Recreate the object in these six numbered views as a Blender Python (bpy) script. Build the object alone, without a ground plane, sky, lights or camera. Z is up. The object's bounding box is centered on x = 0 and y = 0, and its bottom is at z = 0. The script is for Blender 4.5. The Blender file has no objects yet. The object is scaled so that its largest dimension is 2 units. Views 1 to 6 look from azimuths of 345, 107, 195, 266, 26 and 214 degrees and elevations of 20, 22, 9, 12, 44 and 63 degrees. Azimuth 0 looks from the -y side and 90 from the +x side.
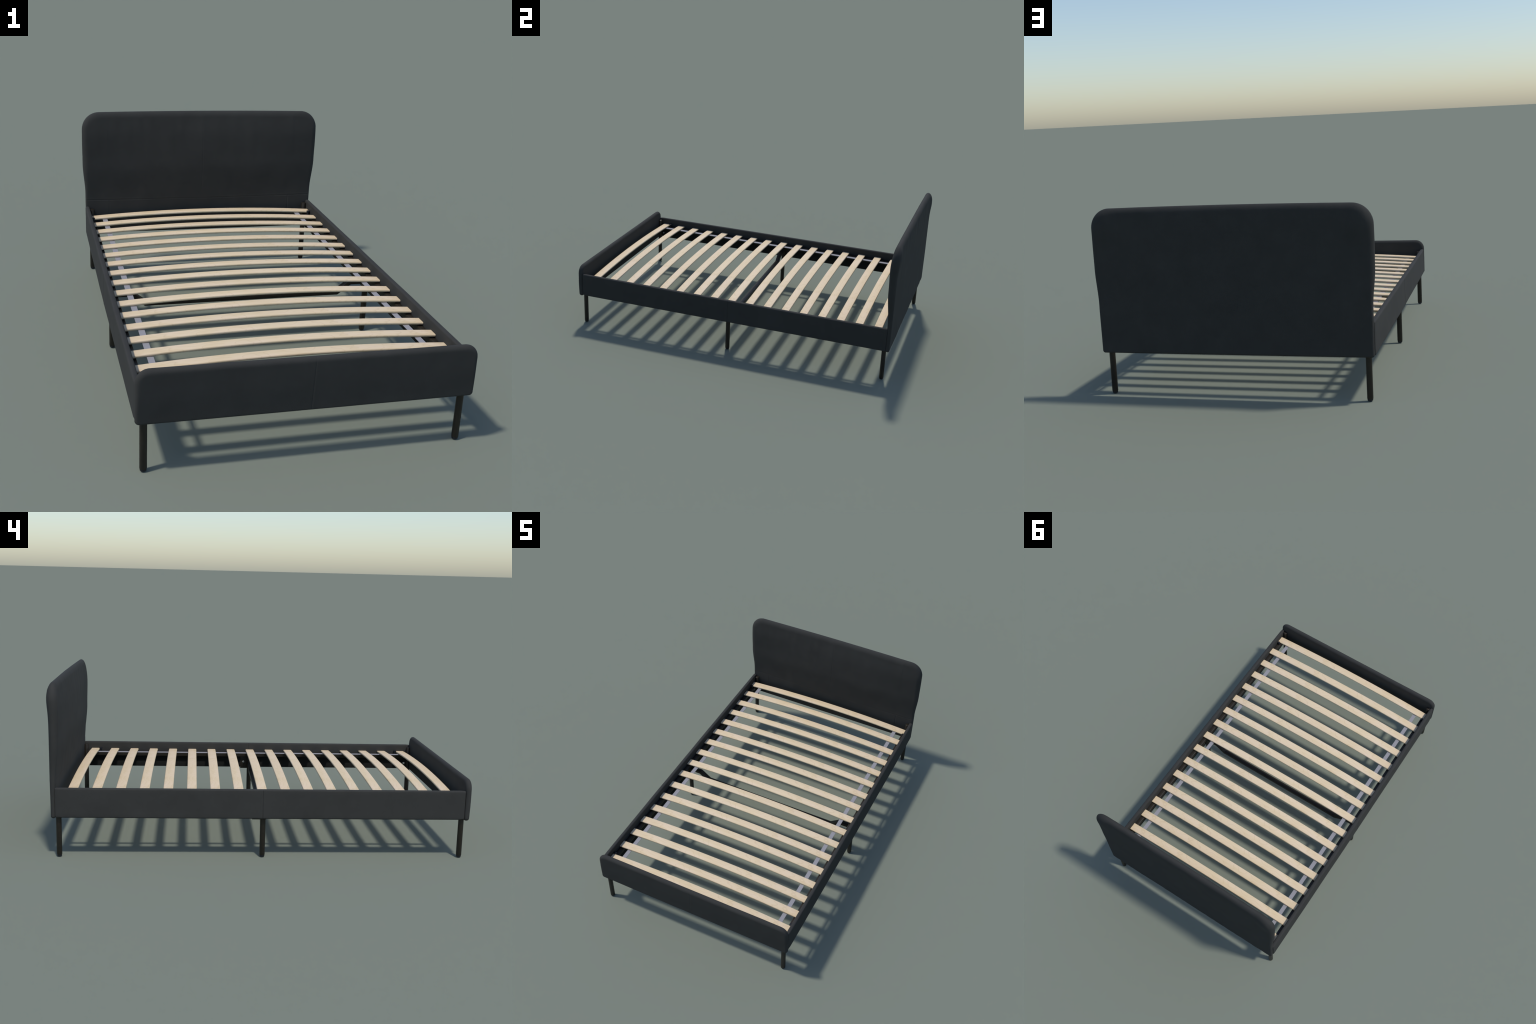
"""Upholstered single bed frame: padded headboard and footboard, fabric side
rails, black steel legs and centre crossbar, seventeen sprung birch slats."""
import bpy, bmesh, math
from mathutils import Vector, noise

scene = bpy.context.scene

# ------------------------------------------------------------------ sizes
LEG_X, LEG_R = 0.5695, 0.0130
LEG_Y = (-0.9640, -0.0040, 0.9550)          # foot, middle, head
POST_TOP = 0.3225
RAIL_IN, RAIL_OUT = 0.5800, 0.6008
RAIL_Z0, RAIL_Z1 = 0.1925, 0.3350
RAIL_Y0, RAIL_Y1 = -0.9690, 0.9665
TUBE_IN, TUBE_Z0, TUBE_Z1 = 0.5565, 0.2560, 0.2815
SLAT_N, SLAT_PITCH, SLAT_MID = 17, 0.11325, -0.0052
SHIFT = -0.0010            # the inner frame sits a touch off centre
SLAT_HALF, SLAT_W, SLAT_T = 0.5780, 0.0475, 0.0104
SLAT_END_Z, SLAT_RISE = 0.2965, 0.0210      # top of the slat at its end / arch


# ------------------------------------------------------------------ nodes
def new_material(name):
    m = bpy.data.materials.new(name)
    m.use_nodes = True
    nt = m.node_tree
    return m, nt, nt.nodes["Principled BSDF"]


def node(nt, kind, **inputs):
    n = nt.nodes.new(kind)
    for k, v in inputs.items():
        n.inputs[k.replace("_", " ")].default_value = v
    return n


def ramp(nt, src, stops):
    r = nt.nodes.new("ShaderNodeValToRGB")
    el = r.color_ramp.elements
    while len(el) < len(stops):
        el.new(0.5)
    for e, (p, c) in zip(el, stops):
        e.position = p
        e.color = (*c, 1.0)
    nt.links.new(src, r.inputs["Fac"])
    return r.outputs["Color"]


def coords(nt, scale=(1, 1, 1)):
    tc = nt.nodes.new("ShaderNodeTexCoord")
    mp = nt.nodes.new("ShaderNodeMapping")
    mp.inputs["Scale"].default_value = scale
    nt.links.new(tc.outputs["Object"], mp.inputs["Vector"])
    return mp.outputs["Vector"]


def fabric_material(name, dark, light, rough=0.9):
    """Fine woven cloth: soft tonal clouds plus a thread-scale grain."""
    m, nt, b = new_material(name)
    cloud = node(nt, "ShaderNodeTexNoise", Scale=9.0, Detail=4.0, Roughness=0.6)
    nt.links.new(coords(nt), cloud.inputs["Vector"])
    thread = node(nt, "ShaderNodeTexNoise", Scale=420.0, Detail=2.0)
    nt.links.new(coords(nt), thread.inputs["Vector"])
    mix = nt.nodes.new("ShaderNodeMix")
    mix.data_type = 'FLOAT'
    mix.inputs["Factor"].default_value = 0.4
    nt.links.new(cloud.outputs["Fac"], mix.inputs["A"])
    nt.links.new(thread.outputs["Fac"], mix.inputs["B"])
    nt.links.new(ramp(nt, mix.outputs["Result"], [(0.3, dark), (0.7, light)]),
                 b.inputs["Base Color"])
    bump = node(nt, "ShaderNodeBump", Strength=0.25, Distance=0.0008)
    nt.links.new(thread.outputs["Fac"], bump.inputs["Height"])
    nt.links.new(bump.outputs["Normal"], b.inputs["Normal"])
    b.inputs["Roughness"].default_value = rough
    b.inputs["Specular IOR Level"].default_value = 0.25
    return m


def steel_material(name, colour, rough):
    m, nt, b = new_material(name)
    n = node(nt, "ShaderNodeTexNoise", Scale=60.0, Detail=3.0)
    nt.links.new(coords(nt), n.inputs["Vector"])
    lo = tuple(c * 0.85 for c in colour)
    hi = tuple(c * 1.15 for c in colour)
    nt.links.new(ramp(nt, n.outputs["Fac"], [(0.3, lo), (0.7, hi)]),
                 b.inputs["Base Color"])
    b.inputs["Roughness"].default_value = rough
    b.inputs["Specular IOR Level"].default_value = 0.35
    return m


def birch_material():
    """Pale rotary-cut birch: broad warm/pink patches and thin curved growth
    lines that meander across the slat."""
    m, nt, b = new_material("birch_veneer")
    broad = node(nt, "ShaderNodeTexNoise", Scale=1.0, Detail=3.0, Roughness=0.55)
    nt.links.new(coords(nt, (9, 28, 9)), broad.inputs["Vector"])
    base = ramp(nt, broad.outputs["Fac"],
                [(0.30, (0.725, 0.570, 0.355)), (0.5, (0.760, 0.605, 0.400)),
                 (0.72, (0.780, 0.622, 0.445))])
    field = node(nt, "ShaderNodeTexNoise", Scale=1.0, Detail=1.5, Roughness=0.4)
    nt.links.new(coords(nt, (7, 16, 7)), field.inputs["Vector"])
    times = nt.nodes.new("ShaderNodeMath")
    times.operation = 'MULTIPLY'
    times.inputs[1].default_value = 9.0
    nt.links.new(field.outputs["Fac"], times.inputs[0])
    frac = nt.nodes.new("ShaderNodeMath")
    frac.operation = 'FRACT'
    nt.links.new(times.outputs[0], frac.inputs[0])
    line = ramp(nt, frac.outputs[0],
                [(0.0, (0.90, 0.875, 0.84)), (0.10, (1, 1, 1)), (0.85, (1, 1, 1)),
                 (1.0, (0.95, 0.93, 0.90))])
    mul = nt.nodes.new("ShaderNodeMix")
    mul.data_type = 'RGBA'
    mul.blend_type = 'MULTIPLY'
    mul.inputs["Factor"].default_value = 1.0
    nt.links.new(base, mul.inputs["A"])
    nt.links.new(line, mul.inputs["B"])
    info = nt.nodes.new("ShaderNodeObjectInfo")
    tone = ramp(nt, info.outputs["Random"], [(0.0, (0.97, 0.965, 0.96)), (1.0, (1, 1, 1))])
    mul2 = nt.nodes.new("ShaderNodeMix")
    mul2.data_type = 'RGBA'
    mul2.blend_type = 'MULTIPLY'
    mul2.inputs["Factor"].default_value = 1.0
    nt.links.new(mul.outputs["Result"], mul2.inputs["A"])
    nt.links.new(tone, mul2.inputs["B"])
    nt.links.new(mul2.outputs["Result"], b.inputs["Base Color"])
    fibre = node(nt, "ShaderNodeTexNoise", Scale=1.0, Detail=2.0)
    nt.links.new(coords(nt, (30, 900, 300)), fibre.inputs["Vector"])
    bump = node(nt, "ShaderNodeBump", Strength=0.12, Distance=0.0005)
    nt.links.new(fibre.outputs["Fac"], bump.inputs["Height"])
    nt.links.new(bump.outputs["Normal"], b.inputs["Normal"])
    b.inputs["Roughness"].default_value = 0.62
    b.inputs["Specular IOR Level"].default_value = 0.3
    return m


CLOTH = fabric_material("charcoal_cloth", (0.0335, 0.0335, 0.0315), (0.0440, 0.0440, 0.0415))
LINING = fabric_material("black_lining", (0.014, 0.0145, 0.0135), (0.019, 0.0195, 0.018))
STEEL = steel_material("black_steel", (0.0215, 0.0175, 0.0125), 0.45)
PLASTIC = steel_material("black_plastic", (0.012, 0.013, 0.017), 0.35)
ZINC = steel_material("zinc", (0.35, 0.38, 0.37), 0.35)
WEBBING = fabric_material("grey_webbing", (0.283, 0.279, 0.296), (0.312, 0.307, 0.325), 0.8)
BIRCH = birch_material()


# ------------------------------------------------------------------ mesh help
def link(name, mesh, parent, mat=None, loc=(0, 0, 0)):
    ob = bpy.data.objects.new(name, mesh)
    scene.collection.objects.link(ob)
    ob.location = loc
    if mat is not None and not mesh.materials:
        mesh.materials.append(mat)
    ob.parent = parent
    return ob


def finish(bm, name, smooth_angle=None):
    bmesh.ops.recalc_face_normals(bm, faces=bm.faces)
    me = bpy.data.meshes.new(name)
    if smooth_angle is not None:
        lim = math.radians(smooth_angle)
        for f in bm.faces:
            f.smooth = True
        for e in bm.edges:
            if len(e.link_faces) == 2 and e.calc_face_angle(0.0) > lim:
                e.smooth = False
    bm.to_mesh(me)
    bm.free()
    return me


def box(name, lo, hi, bevel=0.0, segs=2):
    bm = bmesh.new()
    bmesh.ops.create_cube(bm, size=1.0)
    for v in bm.verts:
        v.co = Vector(((lo[i] + hi[i]) / 2 + v.co[i] * (hi[i] - lo[i]) for i in range(3)))
    if bevel:
        bmesh.ops.bevel(bm, geom=bm.edges[:], offset=bevel, segments=segs,
                        profile=0.5, affect='EDGES')
    return finish(bm, name, 35)


def lathe(name, profile, segs=24):
    """Solid of revolution about z from (radius, z) pairs."""
    bm = bmesh.new()
    rings = []
    for r, z in profile:
        rings.append([bm.verts.new((r * math.cos(2 * math.pi * i / segs),
                                    r * math.sin(2 * math.pi * i / segs), z))
                      for i in range(segs)])
    for a, b in zip(rings, rings[1:]):
        for i in range(segs):
            j = (i + 1) % segs
            bm.faces.new((a[i], a[j], b[j], b[i]))
    bm.faces.new(rings[0][::-1])
    bm.faces.new(rings[-1])
    return finish(bm, name, 40)


def rounded_rect(hw, hh, r, n=4):
    pts = []
    for cx, cy, a0 in ((hw - r, hh - r, 0), (-hw + r, hh - r, 90),
                       (-hw + r, -hh + r, 180), (hw - r, -hh + r, 270)):
        for i in range(n + 1):
            a = math.radians(a0 + 90 * i / n)
            pts.append((cx + r * math.cos(a), cy + r * math.sin(a)))
    return pts


def loft(name, sections, angle=40):
    bm = bmesh.new()
    rings = [[bm.verts.new(p) for p in s] for s in sections]
    n = len(rings[0])
    for a, b in zip(rings, rings[1:]):
        for i in range(n):
            j = (i + 1) % n
            bm.faces.new((a[i], a[j], b[j], b[i]))
    bm.faces.new(rings[0][::-1])
    bm.faces.new(rings[-1])
    return finish(bm, name, angle)


def smoothstep(a, b, x):
    t = min(1.0, max(0.0, (x - a) / (b - a)))
    return t * t * (3 - 2 * t)


def curve(pts, x):
    """Smooth interpolation through (x, y) control points."""
    if x <= pts[0][0]:
        return pts[0][1]
    for (x0, y0), (x1, y1) in zip(pts, pts[1:]):
        if x <= x1:
            return y0 + (y1 - y0) * smoothstep(x0, x1, x)
    return pts[-1][1]


def groove(x, at, half):
    """Stitched seam: a narrow dip with slightly puffed lips."""
    d = abs(x - at) / half
    return -math.exp(-d * d * 2.2) + 0.35 * math.exp(-((d - 2.2) ** 2) * 0.9)


# ------------------------------------------------------------------ padded boards
def spaced(a, b, fine_a, fine_b, step, extra=()):
    """Grid stations from a to b: cosine-packed over the rounded rims, evenly
    stepped between, with extra stations packed round the seams."""
    xs = [a + fine_a * (1 - math.cos(math.pi / 2 * i / 9)) for i in range(10)]
    xe = [b - fine_b * (1 - math.cos(math.pi / 2 * i / 9)) for i in range(10)]
    n = max(2, int((b - fine_b - a - fine_a) / step))
    mid = [a + fine_a + (b - fine_b - a - fine_a) * i / n for i in range(1, n)]
    for s in extra:
        mid = [m for m in mid if abs(m - s) > 0.007]
        mid += [s + k * 0.0012 for k in range(-5, 6)]
    return sorted(set(xs + mid + xe))


def padded_board(name, hw, z0, z1, r_top, r_bot, crown, width, front, back, rim,
                 relief, x_seams=(), z_seams=(), step=0.014):
    """Upholstered panel standing on the xz plane. `front`/`back` give the y of
    either face by height, `rim` the roundness of its edge, `width` the half
    width by height and `relief` the small folds and seams."""
    xs = spaced(-hw, hw, 0.030, 0.030, step, x_seams)
    zs = spaced(z0, z1, 0.012, 0.034, step, z_seams)

    def plan(x, z):
        """Square grid -> panel with rounded corners; returns x, z, edge distance."""
        for r, zc, sg in ((r_top, z1 - r_top, 1), (r_bot, z0 + r_bot, -1)):
            a = (abs(x) - (hw - r)) / r
            b = sg * (z - zc) / r
            if a > 0 and b > 0:
                ca = a * math.sqrt(1 - b * b / 2)
                cb = b * math.sqrt(1 - a * a / 2)
                d = r * (1 - math.hypot(ca, cb))
                return (math.copysign(hw - r + ca * r, x), zc + sg * cb * r, max(0.0, d))
        return x, z, min(hw - abs(x), z - z0, z1 - z)

    bm = bmesh.new()
    sheets = {}
    for side in (-1, 1):
        for i, gx in enumerate(xs):
            for j, gz in enumerate(zs):
                edge = i in (0, len(xs) - 1) or j in (0, len(zs) - 1)
                if side == 1 and edge:
                    sheets[1, i, j] = sheets[-1, i, j]
                    continue
                x, z, d = plan(gx, gz)
                R = rim(z)
                k = min(1.0, d / R)
                prof = math.sqrt(max(0.0, 1 - (1 - k) ** 2))
                f, b = front(z), back(z)
                c, half = (f + b) / 2, (b - f) / 2
                px = x * width(z) / hw
                pz = z + crown * (1 - (x / hw) ** 2) * smoothstep(z0 + 0.5 * (z1 - z0), z1, z)
                y = c + side * half * prof
                if not edge:
                    y += side * prof * relief(side, px, pz)
                sheets[side, i, j] = bm.verts.new((px, y, pz))
    for side in (-1, 1):
        for i in range(len(xs) - 1):
            for j in range(len(zs) - 1):
                q = (sheets[side, i, j], sheets[side, i + 1, j],
                     sheets[side, i + 1, j + 1], sheets[side, i, j + 1])
                bm.faces.new(q if side < 0 else q[::-1])
    return finish(bm, name, 70)


def head_relief(side, x, z):
    n = noise.noise(Vector((x * 4, z * 4, side * 7.0))) * 0.0012
    # pulled folds hanging from the top edge
    fold = noise.noise(Vector((x * 26, z * 2.0, 3.0 + side))) + \
        0.6 * noise.noise(Vector((x * 60, z * 3.0, 9.0 + side)))
    hang = smoothstep(0.52, 0.74, z) * (1 - smoothstep(0.79, 0.825, z))
    low = (1 - smoothstep(0.25, 0.45, z)) if side > 0 else 0.0
    n += fold * (0.0013 * hang + 0.0010 * low)
    if side < 0:
        # the stuffing is fullest low in the middle of the front
        n += 0.0125 * math.exp(-(x / 0.40) ** 2) * smoothstep(0.25, 0.41, z) * (1 - smoothstep(0.54, 0.82, z))
    else:
        # the rolled-in corners of the cover are thicker behind
        n += 0.0075 * math.exp(-((abs(x) - 0.555) / 0.045) ** 2 - ((z - 0.745) / 0.06) ** 2)
    if side < 0:
        wander = 0.005 * noise.noise(Vector((x * 3.0, 0.0, 2.0)))
        faint = 0.35 + 0.65 * abs(noise.noise(Vector((x * 5.0, 1.0, 4.0))) + 0.8 * abs(x))
        n += 0.0010 * faint * groove(z, 0.367 + wander, 0.0026)
        # uneven puckers gathered along that seam
        n += 0.0016 * noise.noise(Vector((x * 22, z * 5, 12.0))) * \
            math.exp(-((z - 0.43) / 0.07) ** 2)
        if z < 0.367:
            n += 0.0007 * (groove(x, -0.480, 0.0026) + groove(x, 0.476, 0.0026))
        else:
            n += 0.0004 * groove(x, 0.0, 0.0026) * smoothstep(0.38, 0.45, z)
        # creases running into the lower corners
        cx = min(abs(x + 0.55), abs(x - 0.55))
        n += 0.0015 * noise.noise(Vector((x * 30 + z * 30, z * 18, 5))) * \
            math.exp(-(cx / 0.06) ** 2 - ((z - 0.41) / 0.05) ** 2)
    return n


def foot_relief(side, x, z):
    n = noise.noise(Vector((x * 5, z * 6, 20 + side * 3.0))) * 0.0009
    if side < 0:
        n += 0.0005 * groove(x - (z - 0.28) * 0.03, 0.0, 0.0026)
    return n


# ------------------------------------------------------------------ root
bed = bpy.data.objects.new("bed_frame", None)
scene.collection.objects.link(bed)
bed["label"] = "dark grey upholstered single bed frame with birch slats"
bed["category"] = "bed"

# headboard: thin skirt below, padded cushion above
HEAD_HALF = 0.6125
HEAD_FRONT = [(0.19, 0.9650), (0.36, 0.9650), (0.56, 0.9490), (0.70, 0.9455), (0.83, 0.9540)]
HEAD_BACK = [(0.19, 0.9885), (0.46, 0.9900), (0.62, 0.9905), (0.745, 0.9920), (0.83, 0.9900)]
HEAD_WIDTH = [(0.19, 0.5990), (0.40, 0.6000), (0.56, 0.6115), (0.66, 0.6125), (0.80, 0.6115)]
headboard = link("headboard", padded_board(
    "headboard", HEAD_HALF, 0.1880, 0.8190, 0.0850, 0.0120, 0.0055,
    lambda z: curve(HEAD_WIDTH, z), lambda z: curve(HEAD_FRONT, z),
    lambda z: curve(HEAD_BACK, z),
    lambda z: 0.009 + 0.019 * smoothstep(0.36, 0.60, z), head_relief,
    x_seams=(-0.480 * HEAD_HALF / 0.600, 0.0, 0.476 * HEAD_HALF / 0.600), z_seams=(0.362, 0.367, 0.372)), bed, CLOTH)

footboard = link("footboard", padded_board(
    "footboard", 0.6020, 0.1870, 0.3875, 0.0500, 0.0150, 0.0,
    lambda z: 0.6020, lambda z: -1.0000 + 0.004 * smoothstep(0.30, 0.19, z) ,
    lambda z: -0.9700, lambda z: 0.009 + 0.007 * smoothstep(0.22, 0.33, z),
    foot_relief, x_seams=(0.0,)), bed, CLOTH)


# ------------------------------------------------------------------ side rails
def rail_mesh():
    """Fabric-wrapped plank for the +x side (mirrored by rotation for -x)."""
    ys = []
    y = RAIL_Y0
    while y < RAIL_Y1:
        ys.append(y)
        y += 0.0012 if abs(y) < 0.006 else min(0.02, max(0.0012, abs(abs(y) - 0.006) + 0.0012))
    ys.append(RAIL_Y1)
    hw, hh = (RAIL_OUT - RAIL_IN) / 2, (RAIL_Z1 - RAIL_Z0) / 2
    cx, cz = (RAIL_OUT + RAIL_IN) / 2, (RAIL_Z1 + RAIL_Z0) / 2
    base = []
    corner = rounded_rect(hw, hh, 0.0075, 5)
    for k, (a, b) in enumerate(corner):
        base.append((a, b))
        nx = corner[(k + 1) % len(corner)]
        if abs(nx[1] - b) > 0.05:                  # subdivide the tall faces
            base += [(a, b + (nx[1] - b) * s / 8) for s in range(1, 8)]
    sections = []
    for i, y in enumerate(ys):
        end = min(y - RAIL_Y0, RAIL_Y1 - y)
        tuck = 0.0018 * (1 - smoothstep(0.0, 0.004, end))
        s = []
        for a, b in base:
            w = noise.noise(Vector((y * 5, b * 9, 1.5 if a > 0 else 8.0))) * 0.0008
            if a > 0:
                w += 0.0020 * (1 - (y / 0.97) ** 2)
            w += 0.0016 * groove(y, 0.0, 0.0022)
            sx = math.copysign(1, a) * min(1.0, abs(a) / hw * 1.2)
            s.append((cx + a + sx * (w - tuck), y, cz + b + (-tuck if b > 0 else tuck) * min(1, abs(b) / hh)))
        sections.append(s)
    return loft("side_rail", sections, 60)


rail_me = rail_mesh()
tube_me = loft("rail_tube", [[((TUBE_IN + 0.5795) / 2 + a, y, (TUBE_Z0 + TUBE_Z1) / 2 + b)
                              for a, b in rounded_rect((0.5795 - TUBE_IN) / 2, (TUBE_Z1 - TUBE_Z0) / 2, 0.003)]
                             for y in (-0.9510, 0.9420)])
lining_me = box("lining_board", (0.5765, -0.9510, 0.1910), (0.5800, 0.9420, 0.2558), 0.001)
bolt_me = lathe("bolt", [(0.0062, 0.0), (0.0062, 0.0022), (0.0048, 0.0036), (0.0022, 0.0040)], 16)
plate_me = box("bracket_plate", (0.5735, -0.0180, 0.1840), (0.5763, 0.0480, 0.2558), 0.0008)
for mesh, mat in ((rail_me, CLOTH), (tube_me, STEEL), (lining_me, LINING),
                  (bolt_me, ZINC), (plate_me, STEEL)):
    mesh.materials.append(mat)


def mirrored(mesh):
    """Copy of a mesh for the opposite (-x) side."""
    me = mesh.copy()
    for v in me.vertices:
        v.co.x = -v.co.x
    me.flip_normals()
    return me


for sx in (1, -1):
    pick = (lambda m: m) if sx > 0 else mirrored
    rail = link("side_rail", pick(rail_me), bed, loc=(SHIFT, 0, 0))
    link("rail_tube", pick(tube_me), rail)
    link("lining_board", pick(lining_me), rail)
    link("bracket_plate", pick(plate_me), rail)
    for by in (-0.9400, 0.0300, 0.9280):
        face = 0.5735 if abs(by) < 0.1 else 0.5765
        b = link("bolt", bolt_me, rail, loc=(sx * face, by, 0.2235))
        b.rotation_euler = (0, -sx * math.pi / 2, 0)

# ------------------------------------------------------------------ legs
leg_me = lathe("leg", [(LEG_R - 0.0012, 0.0085), (LEG_R, 0.0100), (LEG_R, POST_TOP - 0.004),
                       (LEG_R - 0.0012, POST_TOP - 0.0012), (LEG_R - 0.004, POST_TOP)], 28)
leg_me.materials.append(STEEL)
short_me = lathe("leg", [(LEG_R - 0.0012, 0.0085), (LEG_R, 0.0100), (LEG_R, 0.2565)], 28)
short_me.materials.append(STEEL)
glide_me = lathe("foot_glide", [(0.0095, 0.0), (0.0118, 0.0025), (0.0120, 0.0085)], 24)
glide_me.materials.append(PLASTIC)
for sx in (1, -1):
    for y in LEG_Y:
        leg = link("leg", short_me if abs(y) < 0.1 else leg_me, bed, loc=(sx * LEG_X + SHIFT, y, 0))
        link("foot_glide", glide_me, leg)

# ------------------------------------------------------------------ crossbar
# square tube dipping below the slats between the two middle legs
BAR = [(-0.5600, 0.2430), (-0.4900, 0.2430), (-0.4290, 0.1975), (0.4290, 0.1975),
       (0.4900, 0.2430), (0.5600, 0.2430)]
bar_sections = []
for i, (x, z) in enumerate(BAR):
    p, q = BAR[max(0, i - 1)], BAR[min(len(BAR) - 1, i + 1)]
    a0 = math.atan2(z - p[1], x - p[0]) if i else math.atan2(q[1] - z, q[0] - x)
    a1 = math.atan2(q[1] - z, q[0] - x) if i < len(BAR) - 1 else a0
    mid = (a0 + a1) / 2
    stretch = 1 / math.cos((a1 - a0) / 2)
    bar_sections.append([(x - math.sin(mid) * b * stretch, -0.0075 + a, z + math.cos(mid) * b * stretch)
                         for a, b in rounded_rect(0.0130, 0.0100, 0.0018, 2)])
link("crossbar", loft("crossbar", bar_sections, 30), bed, STEEL, loc=(SHIFT, 0, 0))


# ------------------------------------------------------------------ slats
def slat_top(x):
    return SLAT_END_Z + SLAT_RISE * (1 - (x / SLAT_HALF) ** 2)


def arched_bar(name, x0, x1, half_w, thick, radius, n):
    secs = []
    for i in range(n + 1):
        x = x0 + (x1 - x0) * i / n
        zc = slat_top(x) - thick / 2
        slope = math.atan(-2 * SLAT_RISE * x / SLAT_HALF ** 2)
        secs.append([(x - math.sin(slope) * b, a, zc + math.cos(slope) * b)
                     for a, b in rounded_rect(half_w, thick / 2, radius, 4)])
    return loft(name, secs, 50)


slat_me = arched_bar("slat", -SLAT_HALF, SLAT_HALF, SLAT_W / 2, SLAT_T, 0.0042, 44)
slat_me.materials.append(BIRCH)
holder_me = box("slat_holder", (-0.0110, -0.0170, TUBE_Z1), (0.0090, 0.0170, SLAT_END_Z - SLAT_T + 0.0020), 0.0008)
holder_me.materials.append(PLASTIC)
slat_ys = [SLAT_MID + SLAT_PITCH * (i - (SLAT_N - 1) / 2) for i in range(SLAT_N)]
for y in slat_ys:
    slat = link("slat", slat_me, bed, loc=(SHIFT / 2, y, 0))
    for sx in (1, -1):
        link("slat_holder", holder_me, slat, loc=(sx * 0.5680, 0, 0))

# clips that lock the first and the last slat to the rail tubes
clip_me = lathe("slat_clip", [(0.0075, TUBE_Z1), (0.0075, 0.2960), (0.0088, 0.2975),
                              (0.0080, 0.3010), (0.0040, 0.3020)], 20)
clip_me.materials.append(PLASTIC)
for sx in (1, -1):
    for y in (slat_ys[0] + 0.0300, slat_ys[-1] - 0.0300):
        link("slat_clip", clip_me, bed, loc=(sx * 0.5695 + SHIFT, y, 0))

# webbing straps that space the slats, running just beneath them
for x in (0.5050, -0.5110):
    zt = slat_top(x) - SLAT_T - 0.0006
    link("strap", box("strap", (x - 0.0120, slat_ys[0] - 0.012, zt - 0.0022),
                      (x + 0.0120, slat_ys[-1] + 0.012, zt), 0.0005, 1), bed, WEBBING)
